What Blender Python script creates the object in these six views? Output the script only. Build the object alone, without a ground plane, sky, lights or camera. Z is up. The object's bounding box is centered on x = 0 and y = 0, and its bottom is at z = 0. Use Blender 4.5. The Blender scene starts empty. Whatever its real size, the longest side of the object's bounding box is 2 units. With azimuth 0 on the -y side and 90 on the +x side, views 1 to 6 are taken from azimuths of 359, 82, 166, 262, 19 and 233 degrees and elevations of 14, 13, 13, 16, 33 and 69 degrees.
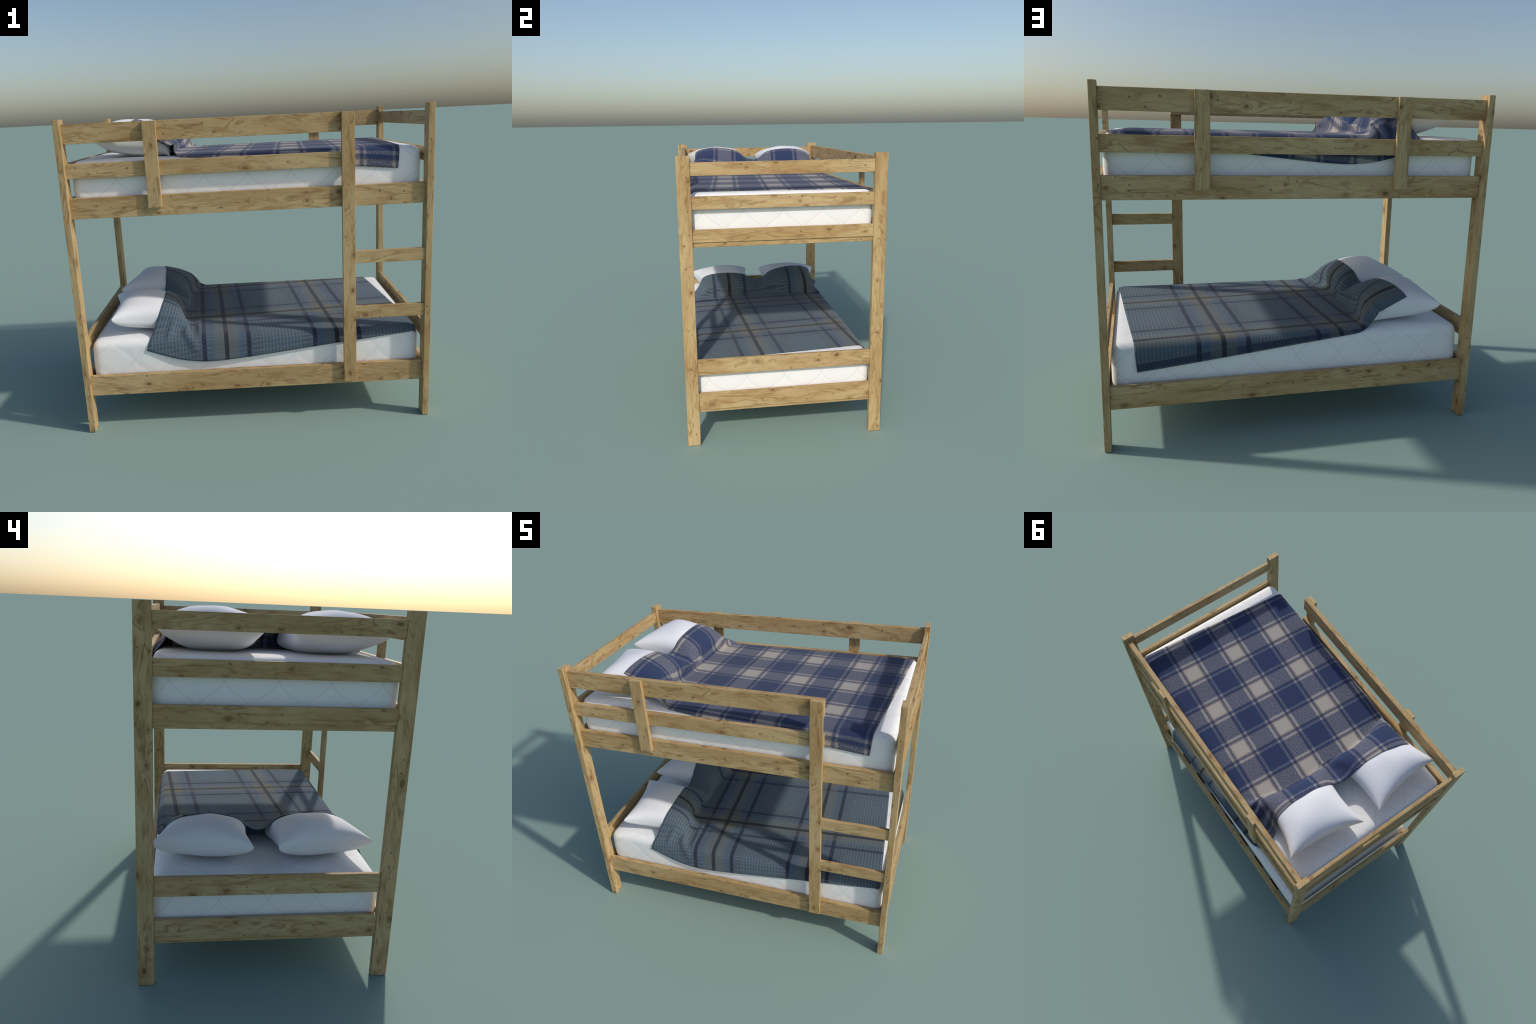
"""Wooden bunk bed with two mattresses, four pillows and two tartan blankets.

Frame: posts, side rails, end boards, guard slats, ladder, bed slats (all sawn pine boards).
Bedding: rounded mattresses with a quilted cover, pinched-corner pillows, blankets that are
draped over mattress and pillows by a small cloth relaxation.
"""
import bpy
import math
import numpy as np

rng = np.random.default_rng(7)
scene = bpy.context.scene
coll = scene.collection


# ------------------------------------------------------------------ node helper
class Nodes:
    """Small wrapper so that shader maths reads like formulas."""

    def __init__(self, name):
        self.mat = bpy.data.materials.new(name)
        self.mat.use_nodes = True
        self.t = self.mat.node_tree
        self.t.nodes.clear()
        self.out = self.t.nodes.new("ShaderNodeOutputMaterial")
        self.bsdf = self.t.nodes.new("ShaderNodeBsdfPrincipled")
        self.t.links.new(self.bsdf.outputs[0], self.out.inputs[0])

    def _set(self, socket, v):
        if isinstance(v, bpy.types.NodeSocket):
            self.t.links.new(v, socket)
        elif isinstance(v, (tuple, list)) and socket.type == "RGBA" and len(v) == 3:
            socket.default_value = (*v, 1)
        else:
            socket.default_value = v

    def math(self, op, a, b=0.0, c=0.0, clamp=False):
        n = self.t.nodes.new("ShaderNodeMath")
        n.operation = op
        n.use_clamp = clamp
        for i, v in enumerate((a, b, c)):
            self._set(n.inputs[i], v)
        return n.outputs[0]

    def add(self, a, b): return self.math("ADD", a, b)
    def sub(self, a, b): return self.math("SUBTRACT", a, b)
    def mul(self, a, b): return self.math("MULTIPLY", a, b)

    def step(self, x, lo, hi, a=0.0, b=1.0):
        n = self.t.nodes.new("ShaderNodeMapRange")
        n.interpolation_type = "SMOOTHSTEP"
        for i, v in enumerate((x, lo, hi, a, b)):
            self._set(n.inputs[i], v)
        return n.outputs[0]

    def coord(self, which):
        return self.t.nodes.new("ShaderNodeTexCoord").outputs[which]

    def random(self):
        return self.t.nodes.new("ShaderNodeObjectInfo").outputs["Random"]

    def split(self, v):
        n = self.t.nodes.new("ShaderNodeSeparateXYZ")
        self._set(n.inputs[0], v)
        return n.outputs

    def join(self, x, y, z):
        n = self.t.nodes.new("ShaderNodeCombineXYZ")
        for i, v in enumerate((x, y, z)):
            self._set(n.inputs[i], v)
        return n.outputs[0]

    def noise(self, v, scale, detail=2.0, rough=0.5, distort=0.0):
        n = self.t.nodes.new("ShaderNodeTexNoise")
        self._set(n.inputs["Vector"], v)
        n.inputs["Scale"].default_value = scale
        n.inputs["Detail"].default_value = detail
        n.inputs["Roughness"].default_value = rough
        n.inputs["Distortion"].default_value = distort
        return n.outputs["Fac"]

    def voronoi(self, v, scale, rnd=1.0):
        n = self.t.nodes.new("ShaderNodeTexVoronoi")
        n.voronoi_dimensions = "2D"
        self._set(n.inputs["Vector"], v)
        n.inputs["Scale"].default_value = scale
        n.inputs["Randomness"].default_value = rnd
        return n.outputs["Distance"], n.outputs["Color"]

    def mix(self, fac, a, b, mode="MIX"):
        n = self.t.nodes.new("ShaderNodeMix")
        n.data_type = "RGBA"
        n.blend_type = mode
        self._set(n.inputs[0], fac)
        self._set(n.inputs[6], a)
        self._set(n.inputs[7], b)
        return n.outputs[2]

    def ramp(self, fac, stops, interp="LINEAR"):
        n = self.t.nodes.new("ShaderNodeValToRGB")
        r = n.color_ramp
        r.interpolation = interp
        while len(r.elements) < len(stops):
            r.elements.new(0.5)
        for e, (p, c) in zip(r.elements, stops):
            e.position = p
            e.color = (*c, 1) if isinstance(c, tuple) else (c, c, c, 1)
        self._set(n.inputs[0], fac)
        return n.outputs[0]

    def bump(self, height, strength, dist):
        n = self.t.nodes.new("ShaderNodeBump")
        n.inputs["Strength"].default_value = strength
        n.inputs["Distance"].default_value = dist
        self._set(n.inputs["Height"], height)
        self.t.links.new(n.outputs[0], self.bsdf.inputs["Normal"])

    def finish(self, color, rough=0.8, spec=0.3, sheen=0.0):
        self._set(self.bsdf.inputs["Base Color"], color)
        self._set(self.bsdf.inputs["Roughness"], rough)
        self.bsdf.inputs["Specular IOR Level"].default_value = spec
        self.bsdf.inputs["Sheen Weight"].default_value = sheen
        return self.mat


def srgb(r, g, b):
    def f(c):
        c /= 255
        return c / 12.92 if c <= 0.04045 else ((c + 0.055) / 1.055) ** 2.4
    return (f(r), f(g), f(b))


# ------------------------------------------------------------------ materials
PINE_A = (199, 173, 127)
PINE_B = (182, 152, 105)
PINE_PATCH = (146, 108, 62)
PINE_LINE = (120, 84, 46)
PINE_KNOT = (78, 55, 38)


def pine_material():
    """Knotty pine: boards run along local X; growth lines bend round the knots."""
    n = Nodes("knotty_pine")
    x, y, z = n.split(n.coord("Object"))
    r = n.random()
    nx, ny, nz = (n.math("ABSOLUTE", q) for q in n.split(n.coord("Normal")))
    # every board is cut from another place of the log
    x0 = n.add(x, n.mul(r, 37.0))
    y0 = n.add(y, n.mul(r, 11.3))
    z0 = n.add(z, n.mul(r, 5.7))
    # across the visible face: local y on faces that look along z, local z on the others
    flat = n.step(n.sub(nz, ny), -0.1, 0.1)
    c0 = n.add(n.mul(y0, flat), n.mul(n.add(z0, 3.3), n.sub(1.0, flat)))
    wobble = n.mul(n.sub(n.noise(n.join(n.mul(x0, 22.0), n.mul(c0, 40.0), 0.0), 1.0, 3.0), 0.5), 0.022)

    def knots(cells_along, cells_across, seed):
        kd, kc = n.voronoi(n.join(n.add(n.mul(n.add(x0, wobble), cells_along), seed),
                                  n.mul(n.add(c0, wobble), cells_across), 0.0), 1.0, 0.9)
        kx = n.split(kc)
        return kd, kx

    # large knots: cell of 16 x 11 cm, some hold one
    kd, (cr, cg, cb) = knots(6.0, 9.0, 0.0)
    has = n.step(cr, 0.50, 0.52)
    size = n.add(0.045, n.mul(n.mul(cg, cg), 0.085))
    q = n.math("DIVIDE", kd, size)
    knot = n.mul(n.sub(1.0, n.step(q, 0.35, 1.35)), has)
    rim = n.mul(n.mul(n.step(q, 0.5, 0.85), n.sub(1.0, n.step(q, 0.9, 1.3))), has)
    halo = n.mul(n.sub(1.0, n.step(q, 0.8, 3.6)), has)
    # pin knots
    pd, (pr, pg, pb) = knots(15.0, 22.0, 4.0)
    pin = n.mul(n.sub(1.0, n.step(pd, n.add(0.03, n.mul(pg, 0.04)), n.add(0.07, n.mul(pg, 0.08)))),
                n.step(pr, 0.80, 0.82))
    # growth field, stretched along the board, swelling at knots
    long = n.join(n.mul(x0, 2.6), n.mul(y0, 12.0), n.mul(z0, 12.0))
    field = n.noise(long, 1.0, 2.0, 0.55, 0.6)
    field = n.add(field, n.mul(halo, 0.14))
    rings = n.math("PINGPONG", n.mul(field, 8.0), 0.5)           # 0..0.5
    line = n.sub(1.0, n.step(rings, 0.0, 0.24))
    strength = n.step(n.noise(n.join(n.mul(x0, 5.0), n.mul(y0, 20.0), n.mul(z0, 20.0)), 1.0, 3.0), 0.40, 0.66)
    line = n.mul(line, n.add(0.10, n.mul(strength, 0.90)))
    # broad brown patches, blotches, fine fibres
    patch = n.step(n.noise(n.join(n.mul(x0, 5.5), n.mul(y0, 24.0), n.mul(z0, 24.0)), 1.0, 4.0, 0.62, 0.4), 0.46, 0.74)
    grey = n.step(n.noise(n.join(n.mul(x0, 8.0), n.mul(y0, 30.0), n.mul(n.add(z0, 7.0), 30.0)), 1.0, 3.0, 0.6), 0.45, 0.75)
    fibre = n.noise(n.join(n.mul(x0, 14.0), n.mul(y0, 210.0), n.mul(z0, 210.0)), 1.0, 3.0, 0.6)
    tone = n.noise(n.join(n.mul(x0, 1.6), n.mul(y0, 7.0), n.mul(z0, 7.0)), 1.0, 1.0)
    base = n.mix(n.step(tone, 0.32, 0.68), srgb(*PINE_A), srgb(*PINE_B))
    base = n.mix(n.mul(grey, 0.35), base, srgb(168, 148, 108))
    col = n.mix(n.mul(patch, 0.66), base, srgb(*PINE_PATCH))
    col = n.mix(n.mul(line, 0.58), col, srgb(*PINE_LINE))
    col = n.mix(n.mul(halo, 0.38), col, srgb(*PINE_PATCH))
    col = n.mix(n.mul(n.step(fibre, 0.42, 0.75), 0.26), col, srgb(*PINE_LINE))
    col = n.mix(n.mul(pin, 0.60), col, srgb(*PINE_KNOT))
    col = n.mix(n.mul(knot, n.add(0.35, n.mul(cb, 0.5))), col, srgb(104, 74, 48))
    col = n.mix(n.mul(rim, n.mul(n.add(0.15, n.mul(patch, 0.6)), 1.0)), col, srgb(*PINE_KNOT))
    # sawn ends: speckled end grain
    speck = n.step(n.noise(n.join(n.mul(x0, 60.0), n.mul(y0, 60.0), n.mul(z0, 160.0)), 1.0, 3.0), 0.42, 0.66)
    endcol = n.mix(n.mul(speck, 0.6), srgb(*PINE_A), srgb(*PINE_PATCH))
    col = n.mix(n.step(nx, 0.8, 0.9), col, endcol)
    n.bump(fibre, 0.12, 0.002)
    return n.finish(col, 0.62, 0.25)


def quilt_material():
    """White mattress cover, stitched in a diamond lattice on top and sides."""
    n = Nodes("quilted_cover")
    x, y, z = n.split(n.coord("Object"))
    nx, ny, nz = n.split(n.coord("Normal"))
    ax, ay = n.math("ABSOLUTE", nx), n.math("ABSOLUTE", ny)
    top = n.step(n.math("ABSOLUTE", nz), 0.60, 0.72)
    endf = n.step(n.sub(ax, ay), -0.1, 0.1)
    # pattern plane: (x,y) on top, (x,z) on the long sides, (y,z) on the ends
    side_a = n.add(n.mul(x, n.sub(1.0, endf)), n.mul(y, endf))
    a = n.add(n.mul(x, top), n.mul(side_a, n.sub(1.0, top)))
    b = n.add(n.mul(y, top), n.mul(n.sub(z, 0.175), n.sub(1.0, top)))
    p = 0.237
    a, b = n.math("DIVIDE", a, p), n.math("DIVIDE", b, p)
    tau = 2 * math.pi
    u0, v0 = n.add(a, b), n.sub(a, b)
    u = n.add(u0, n.mul(n.math("SINE", n.mul(v0, tau)), 0.032))     # seams swing from node to node
    v = n.add(v0, n.mul(n.math("SINE", n.mul(u0, tau)), 0.032))
    du, dv = n.math("PINGPONG", u, 0.5), n.math("PINGPONG", v, 0.5)
    d = n.math("MINIMUM", du, dv)
    seam = n.sub(1.0, n.step(d, 0.003, 0.017))
    puff = n.step(d, 0.0, 0.22)
    col = n.mix(n.mul(seam, 0.30), srgb(*QUILT), srgb(160, 162, 168))
    soft = n.noise(n.coord("Object"), 7.0, 2.0)
    col = n.mix(n.mul(n.step(soft, 0.4, 0.7), 0.10), col, srgb(206, 208, 212))  # faint grey mottling painted in as soft shading of the puffed cover
    n.bump(puff, 0.16, 0.006)
    return n.finish(col, 0.85, 0.2, 0.05)


QUILT = (243, 242, 240)


def pillow_material():
    n = Nodes("pillow_cotton")
    o = n.coord("Object")
    f = n.noise(o, 420.0, 2.0)
    col = n.mix(n.step(f, 0.3, 0.7), srgb(226, 226, 229), srgb(236, 236, 238))
    n.bump(f, 0.15, 0.001)
    return n.finish(col, 0.9, 0.15, 0.05)


def cloth_coordinates(n):
    """Object coordinates of a blanket -> metres along and across the weave.

    Its origin lies on the mattress top and its axes follow the blanket's edges; the weave
    runs on up the pillows (z above 0) and, a little stretched, down the sides (z below 0)."""
    x, y, z = n.split(n.coord("Object"))
    rise = n.math("MAXIMUM", n.sub(z, 0.012), 0.0)
    drop = n.math("MAXIMUM", n.mul(n.sub(z, 0.0), -1.0), 0.0)
    s = n.sub(x, n.mul(rise, 0.42))
    t = n.add(y, n.mul(n.math("SIGN", y), n.mul(drop, 0.55)))
    return s, t


def wool_upper_material():
    """Navy and sand check: broad sand bands, each flanked by a thin sand line."""
    n = Nodes("navy_check_wool")
    s, t = cloth_coordinates(n)
    g = n.join(s, t, 0.0)
    wob = n.mul(n.sub(n.noise(g, 60.0, 3.0), 0.5), 0.009)
    period = 0.324

    def band(c, centre):
        d = n.math("PINGPONG", n.sub(n.add(c, wob), centre), period / 2)
        broad = n.sub(1.0, n.step(d, 0.050, 0.060))
        line = n.mul(n.step(d, 0.072, 0.0755), n.sub(1.0, n.step(d, 0.0895, 0.093)))
        edge = n.mul(n.step(d, 0.040, 0.054), n.sub(1.0, n.step(d, 0.056, 0.066)))
        return n.math("MAXIMUM", broad, n.mul(line, 0.72)), edge

    ws, es = band(s, 0.272)
    wt, et = band(t, 0.046)
    fleck = n.sub(n.noise(g, 140.0, 4.0, 0.8), 0.5)
    # both yarns navy -> navy, both sand -> sand, otherwise a mottled blend
    both = n.mul(ws, wt)
    one = n.sub(n.math("MAXIMUM", ws, wt), both)
    col = n.mix(n.add(n.mul(fleck, 0.25), 0.0), srgb(*NAVY), srgb(70, 80, 112))
    blend = n.add(0.195, n.mul(fleck, 1.7))
    col = n.mix(n.mul(one, n.math("MAXIMUM", n.math("MINIMUM", blend, 0.95), 0.05)), col, srgb(*SAND))
    sand = n.mix(n.add(0.35, n.mul(fleck, 1.2)), srgb(*SAND), srgb(150, 141, 134))
    col = n.mix(both, col, sand)
    brown = n.math("MAXIMUM", n.mul(es, n.add(0.25, n.mul(wt, 0.5))), n.mul(et, n.add(0.25, n.mul(ws, 0.5))))
    col = n.mix(n.mul(brown, 0.55), col, srgb(112, 95, 84))
    n.bump(fleck, 0.35, 0.003)
    return n.finish(col, 1.0, 0.05, 0.15)


NAVY = (49, 61, 92)
SAND = (174, 169, 163)


def wool_lower_material():
    """Slate-blue tartan: olive bands with a black stripe, navy stripes beside, green dotted ground."""
    n = Nodes("slate_tartan_wool")
    s, t = cloth_coordinates(n)
    g = n.join(s, t, 0.0)
    half = 0.321
    fleck = n.sub(n.noise(g, 190.0, 4.0, 0.7), 0.5)
    uneven = n.add(0.6, n.mul(n.noise(g, 60.0, 3.0, 0.6), 0.8))

    # band colours
    olive, grey, blue, mauve, ground = (srgb(103, 103, 96), srgb(97, 102, 106), srgb(76, 92, 113),
                                        srgb(83, 94, 104), srgb(80, 97, 114))

    def band(c, centre):
        ragged = n.mul(n.sub(n.noise(n.join(n.mul(s, 90.0), n.mul(t, 90.0), centre), 1.0, 1.0), 0.5), 0.012)
        d = n.math("PINGPONG", n.sub(c, centre), half)
        dd = n.math("DIVIDE", n.math("MAXIMUM", n.add(d, ragged), 0.0), half)
        tone = n.ramp(dd, [(0.0, olive), (0.17, olive), (0.20, grey), (0.235, blue), (0.30, blue),
                           (0.32, mauve), (0.52, mauve), (0.56, ground), (1.0, ground)])
        black = n.sub(1.0, n.step(d, 0.0115, 0.0140))
        dn = n.math("ABSOLUTE", n.sub(d, 0.129))
        navy = n.sub(1.0, n.step(dn, 0.0110, 0.0140))
        dotted = n.step(d, 0.170, 0.185)
        comb = n.mul(n.step(d, 0.085, 0.095), n.sub(1.0, n.step(d, 0.195, 0.21)))
        core = n.sub(1.0, n.step(d, 0.062, 0.074))
        return tone, black, navy, dotted, comb, core

    ts, ks, ns_, dots, cs, cores = band(s, 0.432)
    tt, kt, nt_, dott, ct, coret = band(t, -0.2)
    tau = 2 * math.pi
    ws = n.math("SINE", n.mul(s, tau / 0.0195))
    wt = n.math("SINE", n.mul(t, tau / 0.0195))
    col = n.mix(n.add(0.5, n.mul(fleck, 0.9)), ts, tt)
    # olive crossing olive is yellower; olive alone fades into the blue
    col = n.mix(n.mul(n.mul(cores, coret), 0.55), col, srgb(108, 106, 86))
    # ground: rows of green dots and dark dashes
    both = n.mul(dots, dott)
    col = n.mix(n.mul(dots, n.mul(n.mul(n.step(ws, 0.2, 0.95), uneven), 0.30)), col, srgb(128, 136, 100))
    col = n.mix(n.mul(dott, n.mul(n.mul(n.step(wt, 0.2, 0.95), uneven), 0.14)), col, srgb(116, 122, 104))
    dash = n.mul(n.sub(1.0, n.step(ws, -0.7, 0.2)), n.sub(1.0, n.step(wt, -0.7, 0.2)))
    col = n.mix(n.mul(both, n.mul(n.mul(dash, uneven), 0.45)), col, srgb(46, 60, 84))
    # combed dashes beside the navy stripes
    col = n.mix(n.mul(n.mul(cs, dott), n.mul(n.sub(1.0, n.step(wt, -0.4, 0.4)), 0.30)), col, srgb(58, 60, 68))
    col = n.mix(n.mul(n.mul(ct, dots), n.mul(n.sub(1.0, n.step(ws, -0.4, 0.4)), 0.30)), col, srgb(58, 60, 68))
    # stripes
    gap_s = n.add(0.52, n.mul(n.step(n.math("PINGPONG", n.sub(t, -0.2), half), 0.06, 0.08), 0.34))
    gap_t = n.add(0.34, n.mul(n.step(n.math("PINGPONG", n.sub(s, 0.432), half), 0.06, 0.08), 0.34))
    col = n.mix(n.mul(ns_, n.add(gap_s, n.mul(n.mul(wt, dott), 0.12))), col, srgb(30, 39, 60))
    col = n.mix(n.mul(nt_, n.add(gap_t, n.mul(n.mul(ws, dots), 0.18))), col, srgb(30, 41, 68))
    twill = n.math("SINE", n.mul(n.add(s, n.mul(t, 0.6)), tau / 0.0075))
    col = n.mix(n.mul(ks, n.add(0.88, n.mul(twill, 0.06))), col, srgb(38, 40, 46))
    col = n.mix(n.mul(kt, n.add(0.88, n.mul(twill, 0.06))), col, srgb(40, 41, 46))
    col = n.mix(n.math("MAXIMUM", n.mul(fleck, 0.9), 0.0), col, srgb(158, 158, 152))
    col = n.mix(n.math("MAXIMUM", n.mul(fleck, -1.1), 0.0), col, srgb(26, 32, 44))
    n.bump(fleck, 0.35, 0.003)
    return n.finish(col, 1.0, 0.05, 0.15)


# ------------------------------------------------------------------ objects
def new_object(name, mesh, material=None, parent=None):
    ob = bpy.data.objects.new(name, mesh)
    coll.objects.link(ob)
    if material is not None:
        mesh.materials.append(material)
    if parent is not None:
        ob.parent = parent
    return ob


def board(name, xr, yr, zr, parent, material, bevel=0.0012):
    """A sawn board given by its world extents; its mesh runs along local X."""
    size = [xr[1] - xr[0], yr[1] - yr[0], zr[1] - zr[0]]
    centre = [(a[0] + a[1]) / 2 for a in (xr, yr, zr)]
    axis = int(np.argmax(size))
    if axis == 0:
        l, w, h, rot = size[0], size[1], size[2], (0, 0, 0)
    elif axis == 1:
        l, w, h, rot = size[1], size[0], size[2], (0, 0, math.pi / 2)
    else:
        l, w, h, rot = size[2], size[1], size[0], (0, -math.pi / 2, 0)
    b = bevel
    # chamfered box: every corner is cut into three points
    verts, index = [], {}
    for sx in (-1, 1):
        for sy in (-1, 1):
            for sz in (-1, 1):
                full = (sx * l / 2, sy * w / 2, sz * h / 2)
                for k in range(3):
                    p = [full[i] - (0 if i == k else (sx, sy, sz)[i] * b) for i in range(3)]
                    index[(sx, sy, sz, k)] = len(verts)
                    verts.append(p)
    faces = []
    for k in range(3):
        i, j = [q for q in range(3) if q != k]
        for sg in (-1, 1):
            loop = []
            for a, c in ((-1, -1), (1, -1), (1, 1), (-1, 1)):
                s = [0, 0, 0]
                s[k], s[i], s[j] = sg, a, c
                loop.append(index[(*s, k)])
            faces.append(loop)
    for k in range(3):                      # edge chamfers run along axis k
        i, j = [q for q in range(3) if q != k]
        for a in (-1, 1):
            for c in (-1, 1):
                s0, s1 = [0, 0, 0], [0, 0, 0]
                s0[k], s1[k] = -1, 1
                s0[i] = s1[i] = a
                s0[j] = s1[j] = c
                faces.append([index[(*s0, i)], index[(*s1, i)], index[(*s1, j)], index[(*s0, j)]])
    for sx in (-1, 1):
        for sy in (-1, 1):
            for sz in (-1, 1):
                faces.append([index[(sx, sy, sz, k)] for k in range(3)])
    me = bpy.data.meshes.new(name)
    me.from_pydata(verts, [], faces)
    import bmesh
    bm = bmesh.new()
    bm.from_mesh(me)
    bmesh.ops.recalc_face_normals(bm, faces=bm.faces)
    bm.to_mesh(me)
    bm.free()
    ob = new_object(name, me, material, parent)
    ob.location = centre
    ob.rotation_euler = rot
    return ob


# ---- sizes (metres) ------------------------------------------------------
HX, HY = 1.0, 0.62                 # half length and half width over the posts
POST_T, POST_W, POST_H = 0.035, 0.078, 1.791
RAIL_OUT, RAIL_IN = 0.592, 0.562   # front side rails, |y|; the back ones sit 9 mm further out
BACK_SHIFT = 0.009
END_OUT, END_IN = 0.993, 0.971     # end boards, |x|
INX = HX - POST_T                  # rails butt against the posts here
INY = HY - POST_W
SIDE_RAILS = {"bed_rail": [(0.2175, 0.337), (1.262, 1.375)], "guard_rail": [(1.479, 1.559), (1.663, 1.766)]}
END_BOARDS = [(0.236, 0.344), (0.466, 0.564), (1.292, 1.367), (1.485, 1.560), (1.678, 1.754)]
SLAT_PITCH, SLAT_W, SLAT_T = 0.2255, 0.115, 0.025
LADDER_X = (0.506, 0.576)
RUNGS = [(0.620, 0.692), (0.943, 1.014)]
GUARD_SLAT = (1.308, 1.766)
FRONT_OUT = 0.617                  # outer face of guard slats and ladder post
MATT_X, MATT_Y, MATT_R = 0.949, 0.549, 0.045
BULGE = 0.006
MATT = [(0.244, 0.5355), (1.2925, 1.5715)]


def build_frame():
    pine = pine_material()
    bed = bpy.data.objects.new("bunk_bed", None)
    coll.objects.link(bed)
    bed["label"] = "pine bunk bed with ladder and guard rails"
    bed["category"] = "bunk bed"
    for sx in (-1, 1):
        for sy in (-1, 1):
            x = sorted((sx * HX, sx * INX))
            y = sorted((sy * HY, sy * INY))
            board("post", x, y, (0, POST_H), bed, pine)
    for name, levels in SIDE_RAILS.items():
        for z in levels:
            for sy in (-1, 1):
                d = BACK_SHIFT if sy > 0 else 0.0
                y = sorted((sy * (RAIL_OUT + d), sy * (RAIL_IN + d)))
                x1 = LADDER_X[1] if (sy < 0 and name == "guard_rail") else INX
                board(name, (-INX, x1), y, z, bed, pine)
    for z in END_BOARDS:
        for sx in (-1, 1):
            x = sorted((sx * END_OUT, sx * END_IN))
            board("end_board", x, (-INY, INY), z, bed, pine)
    eps = 0.0003
    for sx, sy in ((-1, -1), (-1, 1), (1, 1)):
        x = sorted((sx * 0.468, sx * 0.540))
        d = BACK_SHIFT if sy > 0 else 0.0
        y = sorted((sy * (RAIL_OUT + d + eps), sy * (FRONT_OUT + d / 3)))
        board("guard_slat", x, y, GUARD_SLAT, bed, pine)
    y = (-FRONT_OUT, -RAIL_OUT - eps)
    board("ladder_post", LADDER_X, y, (0.240, GUARD_SLAT[1]), bed, pine)
    for z in RUNGS:
        board("ladder_rung", (LADDER_X[1], INX), (-0.6135, -RAIL_OUT), z, bed, pine)
    for z0, _ in SIDE_RAILS["bed_rail"]:
        for k in range(-4, 5):
            c = k * SLAT_PITCH
            if abs(k) == 4:      # the outermost slats are battens right behind the end boards
                xs = sorted((math.copysign(0.985, k), math.copysign(0.905, k)))
                zt = 0.2355 if z0 < 1 else 1.2915
                board("end_batten", xs, (-INY, INY), (z0, zt), bed, pine)
                continue
            board("bed_slat", (c - SLAT_W / 2, c + SLAT_W / 2), (-RAIL_IN, RAIL_IN), (z0 + 0.001, z0 + SLAT_T), bed, pine)
    return bed


def grid_mesh(name, P, closed_u=False):
    """Quad mesh through a grid of points (nu, nv, 3)."""
    nu, nv = P.shape[:2]
    idx = np.arange(nu * nv).reshape(nu, nv)
    quads = np.stack([idx[:-1, :-1], idx[1:, :-1], idx[1:, 1:], idx[:-1, 1:]], -1).reshape(-1, 4)
    me = bpy.data.meshes.new(name)
    me.from_pydata(P.reshape(-1, 3).tolist(), [], quads.tolist())
    return me


def smooth(me):
    me.polygons.foreach_set("use_smooth", np.ones(len(me.polygons), bool))
    me.update()


def build_mattress(z, parent, material):
    """Box with softly rounded edges, made of six point grids pushed out from an inner box."""
    import bmesh
    zb, zt = z
    half = np.array([MATT_X, MATT_Y, (zt - zb) / 2])
    r = MATT_R
    bm = bmesh.new()
    bmesh.ops.create_cube(bm, size=2.0)
    bmesh.ops.subdivide_edges(bm, edges=bm.edges[:], cuts=31, use_grid_fill=True)
    for v in bm.verts:
        u = np.array(v.co)
        # crowd the grid lines towards the edges, where the curvature is
        w = np.sign(u) * (1 - (1 - np.abs(u)) ** 2.2)
        p = w * half
        core = np.clip(p, -(half - r), half - r)
        d = p - core
        k = np.linalg.norm(d)
        if k > 1e-9:
            m = np.max(np.abs(d))
            p = core + d / k * m
        belly = BULGE * max(0.0, 1 - (p[2] / half[2]) ** 2)        # stuffed sides
        p[:2] *= 1 + belly / half[:2]
        v.co = p + np.array([0, 0, half[2]])
    me = bpy.data.meshes.new("mattress")
    bm.to_mesh(me)
    bm.free()
    smooth(me)
    ob = new_object("mattress", me, material, parent)
    ob.location = (0, 0, zb)
    return ob


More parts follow.
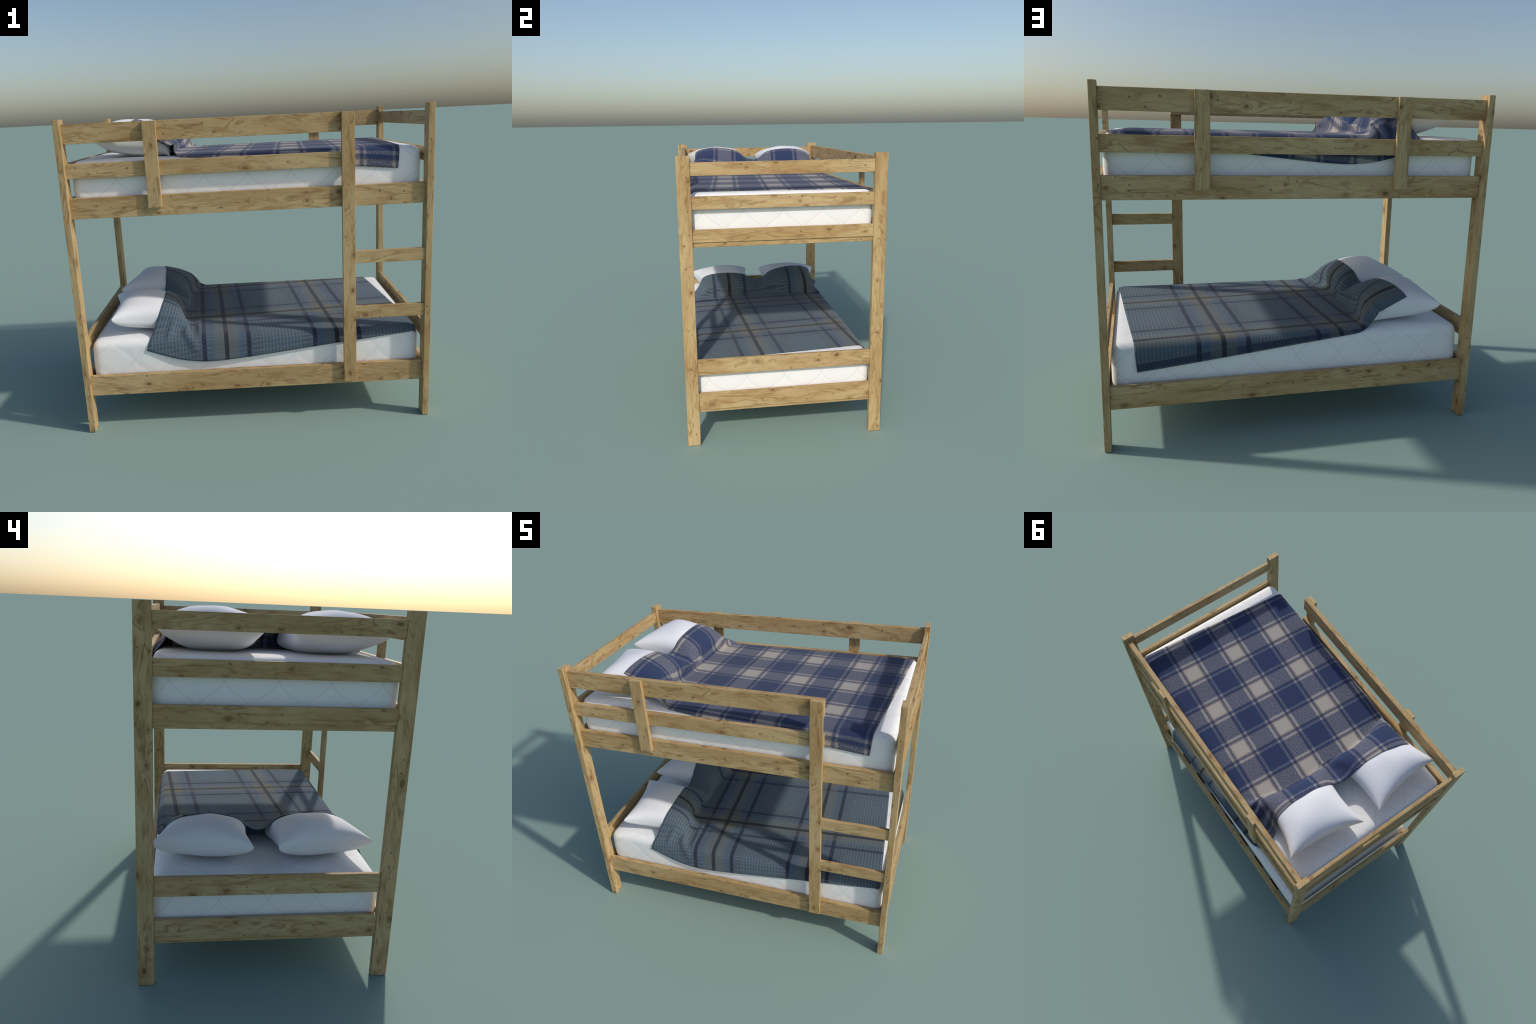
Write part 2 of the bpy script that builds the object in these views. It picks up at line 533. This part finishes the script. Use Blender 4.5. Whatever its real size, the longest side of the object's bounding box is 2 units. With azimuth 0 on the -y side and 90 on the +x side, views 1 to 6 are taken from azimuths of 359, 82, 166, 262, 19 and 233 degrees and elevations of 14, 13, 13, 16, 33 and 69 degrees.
# ---- pillows -------------------------------------------------------------
class Pillow:
    """Cushion with pinched corners, drooping a little towards the foot of the bed."""
    A, B, T, PINCH = 0.228, 0.247, 0.104, 0.15
    SHORT, TAPER = 0.014, 0.095

    def __init__(self, cx, cy, yaw, z_rest):
        self.inner = -math.copysign(1.0, cy)      # side that faces the other pillow
        self.c = np.array([cx, cy])
        self.yaw = yaw
        self.z = z_rest + self.T - 0.006

    def taper(self, u, v):
        return self.TAPER * (1 + u) / 2 * (0.5 + 0.5 * self.inner * v)

    def plan(self, u, v):
        k = self.PINCH
        a = self.A * u - self.SHORT * np.maximum(u, 0) ** 2          # flatter towards the foot
        b = self.B * (1 - self.taper(u, v))
        return a * (1 - k * (1 - v * v)), b * v * (1 - k * (1 - u * u))

    def half(self, u, v):
        e = np.clip((1 - u * u) * (1 - v * v), 0, 1)
        return self.T * e ** 0.40

    def mid(self, u, v):
        # u = -1 at the head, +1 at the foot
        return self.z - 0.030 * u - 0.012 * u * u + 0.010 * (u * v) ** 2 - 0.07 * np.maximum(u, 0) ** 4 * np.abs(v) ** 5 * (0.62 - 0.38 * self.inner * np.sign(v))

    def to_world(self, lx, ly):
        c, s = math.cos(self.yaw), math.sin(self.yaw)
        return self.c[0] + c * lx - s * ly, self.c[1] + s * lx + c * ly

    def top_height(self, x, y):
        """Height of the upper surface over (x, y); very low outside the outline."""
        c, s = math.cos(self.yaw), math.sin(self.yaw)
        dx, dy = x - self.c[0], y - self.c[1]
        lx, ly = c * dx + s * dy, -s * dx + c * dy
        u, v = lx / self.A, ly / self.B
        k = self.PINCH
        for _ in range(7):
            u = (lx / (1 - k * (1 - np.clip(v, -1, 1) ** 2)) + self.SHORT * np.clip(u, 0, 1) ** 2) / self.A
            b = self.B * (1 - self.taper(np.clip(u, -1, 1), np.clip(v, -1, 1)))
            v = ly / b / (1 - k * (1 - np.clip(u, -1, 1) ** 2))
        inside = (np.abs(u) < 1) & (np.abs(v) < 1)
        uu, vv = np.clip(u, -1, 1), np.clip(v, -1, 1)
        return np.where(inside, self.mid(uu, vv) + self.half(uu, vv), -1.0)

    def mesh(self, z_floor):
        n = 49
        a = np.linspace(-1, 1, n)
        a = np.sin(a * math.pi / 2)
        u, v = np.meshgrid(a, a, indexing="ij")
        lx, ly = self.plan(u, v)
        # the two corners under the blanket are tucked in
        tuck = np.maximum(u, 0) ** 3 * np.abs(v) ** 3
        lx, ly = lx * (1 - 0.16 * tuck), ly * (1 - 0.10 * tuck)
        wx, wy = self.to_world(lx, ly)
        r = np.random.default_rng(int(1000 * abs(self.c[1]) + 10 * self.z))
        t = self.half(u, v)
        ph = r.uniform(0, 6.28, 6)
        wr = 0.05 * (np.sin(5 * u + ph[0]) * np.sin(4 * v + ph[1]) + 0.6 * np.sin(9 * v + ph[2] + 2 * u))
        wr2 = 0.05 * (np.sin(4 * u + ph[3]) * np.sin(5 * v + ph[4]))
        m = np.maximum(self.mid(u, v), z_floor + 0.003)
        top = np.stack([wx, wy, m + t * (1 + wr * 0.5)], -1)
        bot = np.stack([wx, wy, np.maximum(m - self.T * np.clip((1 - u * u) * (1 - v * v), 0, 1) ** 0.29 * (0.98 + wr2 * 0.5), z_floor - 0.003)], -1)
        P = np.concatenate([top.reshape(-1, 3), bot.reshape(-1, 3)])
        idx = np.arange(n * n).reshape(n, n)
        q = np.stack([idx[:-1, :-1], idx[1:, :-1], idx[1:, 1:], idx[:-1, 1:]], -1).reshape(-1, 4)
        qb = q[:, ::-1] + n * n
        # weld the rim: bottom rim points are the top ones
        rim = (np.abs(u) > 0.9999) | (np.abs(v) > 0.9999)
        remap = np.arange(2 * n * n)
        remap[n * n:][rim.ravel()] = idx[rim]
        faces = remap[np.concatenate([q, qb])]
        used, inv = np.unique(faces, return_inverse=True)
        origin = np.array([self.c[0], self.c[1], self.z])
        me = bpy.data.meshes.new("pillow")
        me.from_pydata((P[used] - origin).tolist(), [], inv.reshape(-1, 4).tolist())
        smooth(me)
        return me, origin


def pillows_on(z_rest):
    yaw = math.radians(7.5)
    shift = -0.016 if z_rest > 1 else 0.0
    return [Pillow(-0.629, -0.2675 + shift, yaw, z_rest), Pillow(-0.627, 0.2835 + shift, -yaw, z_rest)]


# ---- blankets ------------------------------------------------------------
def drape(theta, centre, length, width, z_top, pillows, step=0.025, frames=170, slip=0.3, slope=0.85):
    """Let a flat cloth fall on the mattress and pillows (position-based relaxation)."""
    ns, nt = int(round(length / step)) + 1, int(round(width / step)) + 1
    s = np.linspace(-length / 2, length / 2, ns)
    t = np.linspace(-width / 2, width / 2, nt)
    S, T = np.meshgrid(s, t, indexing="ij")
    hs, ht = s[1] - s[0], t[1] - t[0]
    c, sn = math.cos(theta), math.sin(theta)
    X = np.empty((ns, nt, 3))
    X[..., 0] = centre[0] + c * S - sn * T
    X[..., 1] = centre[1] + sn * S + c * T
    margin = 0.0028

    def tent(x, y):
        """Height of a taut cover over the pillows: cones of limited slope from every high point."""
        h = np.full(x.shape, z_top + margin)
        gx, gy = np.meshgrid(np.arange(-0.92, -0.36, 0.02), np.arange(-0.60, 0.61, 0.02), indexing="ij")
        for p in pillows:
            hp = p.top_height(gx, gy).ravel() + margin
            keep = hp > z_top + 0.08
            d = np.hypot(x.ravel()[:, None] - gx.ravel()[keep], y.ravel()[:, None] - gy.ravel()[keep])
            h = np.maximum(h, (hp[keep] - slope * d).max(1).reshape(x.shape))
        return h

    # lay the cloth out so that it keeps its length over the bumps: walk from the foot edge
    # towards the head, and from the middle to both sides
    for _ in range(6):
        Z = tent(X[..., 0], X[..., 1])
        dz = np.diff(Z, axis=0)
        run = np.sqrt(np.maximum(hs * hs - dz * dz, (0.3 * hs) ** 2))
        sx = length / 2 - np.concatenate([np.cumsum(run[::-1], axis=0)[::-1], np.zeros((1, nt))])
        dz = np.diff(Z, axis=1)
        run = np.sqrt(np.maximum(ht * ht - dz * dz, (0.3 * ht) ** 2))
        ty = np.concatenate([np.zeros((ns, 1)), np.cumsum(run, axis=1)], axis=1)
        ty -= ty[:, nt // 2:nt // 2 + 1]
        X[..., 0] = centre[0] + c * sx - sn * ty
        X[..., 1] = centre[1] + sn * sx + c * ty
    X[..., 2] = tent(X[..., 0], X[..., 1]) + 0.004
    V = np.zeros_like(X)
    hx, hy, r = MATT_X - MATT_R + BULGE, MATT_Y - MATT_R + BULGE, MATT_R
    dt = 1 / 60

    def constrain(a, b, rest, k):
        d = b - a
        l = np.sqrt((d * d).sum(-1, keepdims=True)) + 1e-9
        m = d * (0.5 * k * (l - rest) / l)
        a += m
        b -= m

    diag = math.hypot(hs, ht)

    def relax():
        for o in (0, 1):
            n = (ns - o) // 2
            constrain(X[o:o + 2 * n:2], X[o + 1:o + 1 + 2 * n:2], hs, 1.0)
            m = (nt - o) // 2
            constrain(X[:, o:o + 2 * m:2], X[:, o + 1:o + 1 + 2 * m:2], ht, 1.0)
        for o in (0, 1):
            n = (ns - o) // 2
            A, B = X[o:o + 2 * n:2], X[o + 1:o + 1 + 2 * n:2]
            for q in (0, 1):
                m = (nt - q) // 2
                constrain(A[:, q:q + 2 * m:2], B[:, q + 1:q + 1 + 2 * m:2], diag, 0.5)
                constrain(A[:, q + 1:q + 1 + 2 * m:2], B[:, q:q + 2 * m:2], diag, 0.5)
        # bending
        for o in range(2):
            n = (ns - 2 - o) // 4 * 4
            constrain(X[o:o + n:4], X[o + 2:o + 2 + n:4], 2 * hs, 0.3)
            m = (nt - 2 - o) // 4 * 4
            constrain(X[:, o:o + m:4], X[:, o + 2:o + 2 + m:4], 2 * ht, 0.3)

    def collide():
        touching = np.zeros((ns, nt), bool)
        x, y, z = X[..., 0], X[..., 1], X[..., 2]
        qx, qy, qz = np.abs(x) - hx, np.abs(y) - hy, z - (z_top - r)
        px, py, pz = np.maximum(qx, 0), np.maximum(qy, 0), np.maximum(qz, 0)
        out = np.sqrt(px * px + py * py + pz * pz)
        inner = np.minimum(np.maximum(np.maximum(qx, qy), qz), 0)
        d = out + inner - r - margin
        hit = d < 0
        gx, gy, gz = px * np.sign(x), py * np.sign(y), pz
        L = out + 1e-9
        deep = hit & (out < 1e-6)
        X[..., 0] -= np.where(hit & ~deep, d * gx / L, 0)
        X[..., 1] -= np.where(hit & ~deep, d * gy / L, 0)
        X[..., 2] -= np.where(hit & ~deep, d * gz / L, 0)
        X[..., 2] = np.where(deep, z_top + margin, X[..., 2])
        touching |= hit
        held = np.zeros((ns, nt), bool)
        for p in pillows:
            x, y = X[..., 0].copy(), X[..., 1].copy()
            h = p.top_height(x, y)
            low = (X[..., 2] < h + margin)
            if not low.any():
                continue
            xs, ys, hh = x[low], y[low], h[low]
            e = 0.006
            hx_ = np.clip((p.top_height(xs + e, ys) - p.top_height(xs - e, ys)) / (2 * e), -3, 3)
            hy_ = np.clip((p.top_height(xs, ys + e) - p.top_height(xs, ys - e)) / (2 * e), -3, 3)
            g = (hh + margin - X[low, 2]) / (1 + hx_ ** 2 + hy_ ** 2)
            X[low, 0] -= g * hx_
            X[low, 1] -= g * hy_
            X[low, 2] += g
            touching |= low
            flat = np.zeros((ns, nt), bool)
            flat[low] = hx_ ** 2 + hy_ ** 2 < 0.5
            held |= flat
        return touching, held

    for f in range(frames):
        old = X.copy()
        grip = slip if f < 0.6 * frames else 0.6
        V[..., 2] -= 9.81 * dt * 0.5
        V *= 0.97 if f < frames * 0.7 else 0.90
        X += V * dt
        for it in range(10):
            relax()
            touch, held = collide()
        # friction: what rests on something hardly slides
        X[touch, :2] += grip * (old[touch, :2] - X[touch, :2])
        X[held, :2] += 0.8 * (old[held, :2] - X[held, :2])
        V = (X - old) / dt
        V[touch] *= 0.35
        speed = np.sqrt((V * V).sum(-1, keepdims=True))
        V *= np.minimum(1, 2.5 / (speed + 1e-9))
    return S, T, X


def refine(P, k):
    """Catmull-Rom upsampling of a point grid by k along both axes."""
    def along(A):
        n = A.shape[0]
        E = np.concatenate([2 * A[:1] - A[1:2], A, 2 * A[-1:] - A[-2:-1]])
        out = []
        for i in range(n - 1):
            p0, p1, p2, p3 = E[i], E[i + 1], E[i + 2], E[i + 3]
            for j in range(k):
                u = j / k
                out.append(0.5 * (2 * p1 + (p2 - p0) * u + (2 * p0 - 5 * p1 + 4 * p2 - p3) * u * u
                                  + (3 * p1 - p0 - 3 * p2 + p3) * u ** 3))
        out.append(E[-2])
        return np.array(out)
    return np.swapaxes(along(np.swapaxes(along(P), 0, 1)), 0, 1)


BLANKET_L, BLANKET_T = 1.57, 0.0036


def build_blanket(theta, foot, z_top, pillows, make_material, name, label, width, flare):
    # foot: middle of the edge at the foot of the bed
    centre = (foot[0] - BLANKET_L / 2 * math.cos(theta), foot[1] - BLANKET_L / 2 * math.sin(theta))
    S, T, X = drape(theta, centre, BLANKET_L, width, z_top, pillows)
    k = 2
    P = refine(X, k)
    # light smoothing of the drape
    for _ in range(2):
        Q = P.copy()
        Q[1:-1, 1:-1] = 0.5 * P[1:-1, 1:-1] + 0.125 * (P[2:, 1:-1] + P[:-2, 1:-1] + P[1:-1, 2:] + P[1:-1, :-2])
        P = Q
    # the hanging hem stands off the mattress a little
    drop = np.clip((z_top - 0.03 - P[..., 2]) / 0.09, 0, 1.3)
    P[..., 1] += np.sign(P[..., 1]) * flare * drop ** 1.5
    du, dv = np.gradient(P, axis=0), np.gradient(P, axis=1)
    N = np.cross(du, dv)
    N /= np.linalg.norm(N, axis=-1, keepdims=True) + 1e-9
    top, bot = P + N * BLANKET_T * 0.5, P - N * BLANKET_T * 0.5
    nu, nv = P.shape[:2]
    m = nu * nv
    idx = np.arange(m).reshape(nu, nv)
    q = np.stack([idx[:-1, :-1], idx[1:, :-1], idx[1:, 1:], idx[:-1, 1:]], -1).reshape(-1, 4)
    rim = np.concatenate([idx[0, :], idx[1:, -1], idx[-1, -2::-1], idx[-2:0:-1, 0]])
    nxt = np.roll(rim, -1)
    edge = np.stack([rim, nxt, nxt + m, rim + m], -1)
    faces = np.concatenate([q, q[:, ::-1] + m, edge]).tolist()
    # local axes follow the blanket's edges
    c, sn = math.cos(theta), math.sin(theta)
    W = np.concatenate([top.reshape(-1, 3), bot.reshape(-1, 3)])
    verts = np.stack([c * W[:, 0] + sn * W[:, 1], -sn * W[:, 0] + c * W[:, 1], W[:, 2] - z_top], -1)
    me = bpy.data.meshes.new(name)
    me.from_pydata(verts.tolist(), [], faces)
    smooth(me)
    ob = new_object(name, me, make_material())
    ob.location = (0, 0, z_top)
    ob.rotation_euler = (0, 0, theta)
    ob["label"] = label
    ob["category"] = "blanket"
    return ob


# ------------------------------------------------------------------ build
bed = build_frame()
quilt, cotton = quilt_material(), pillow_material()
for level, (zb, zt) in enumerate(MATT):
    build_mattress((zb, zt), bed, quilt)
    ps = pillows_on(zt)
    for p in ps:
        me, origin = p.mesh(zt)
        ob = new_object("pillow", me, cotton)
        ob.location = origin
        ob["label"] = "plump white cotton pillow with pinched corners"
        ob["category"] = "pillow"
    if level == 0:
        build_blanket(math.radians(4.4), (0.888, 0.058), zt, ps, wool_lower_material,
                      "blanket", "slate blue tartan wool blanket draped over pillows", 1.235, 0.012)
    else:
        build_blanket(math.radians(-4.1), (0.880, -0.026), zt, ps, wool_upper_material,
                      "blanket", "navy and sand checked wool blanket draped over pillows", 1.215, 0.004)
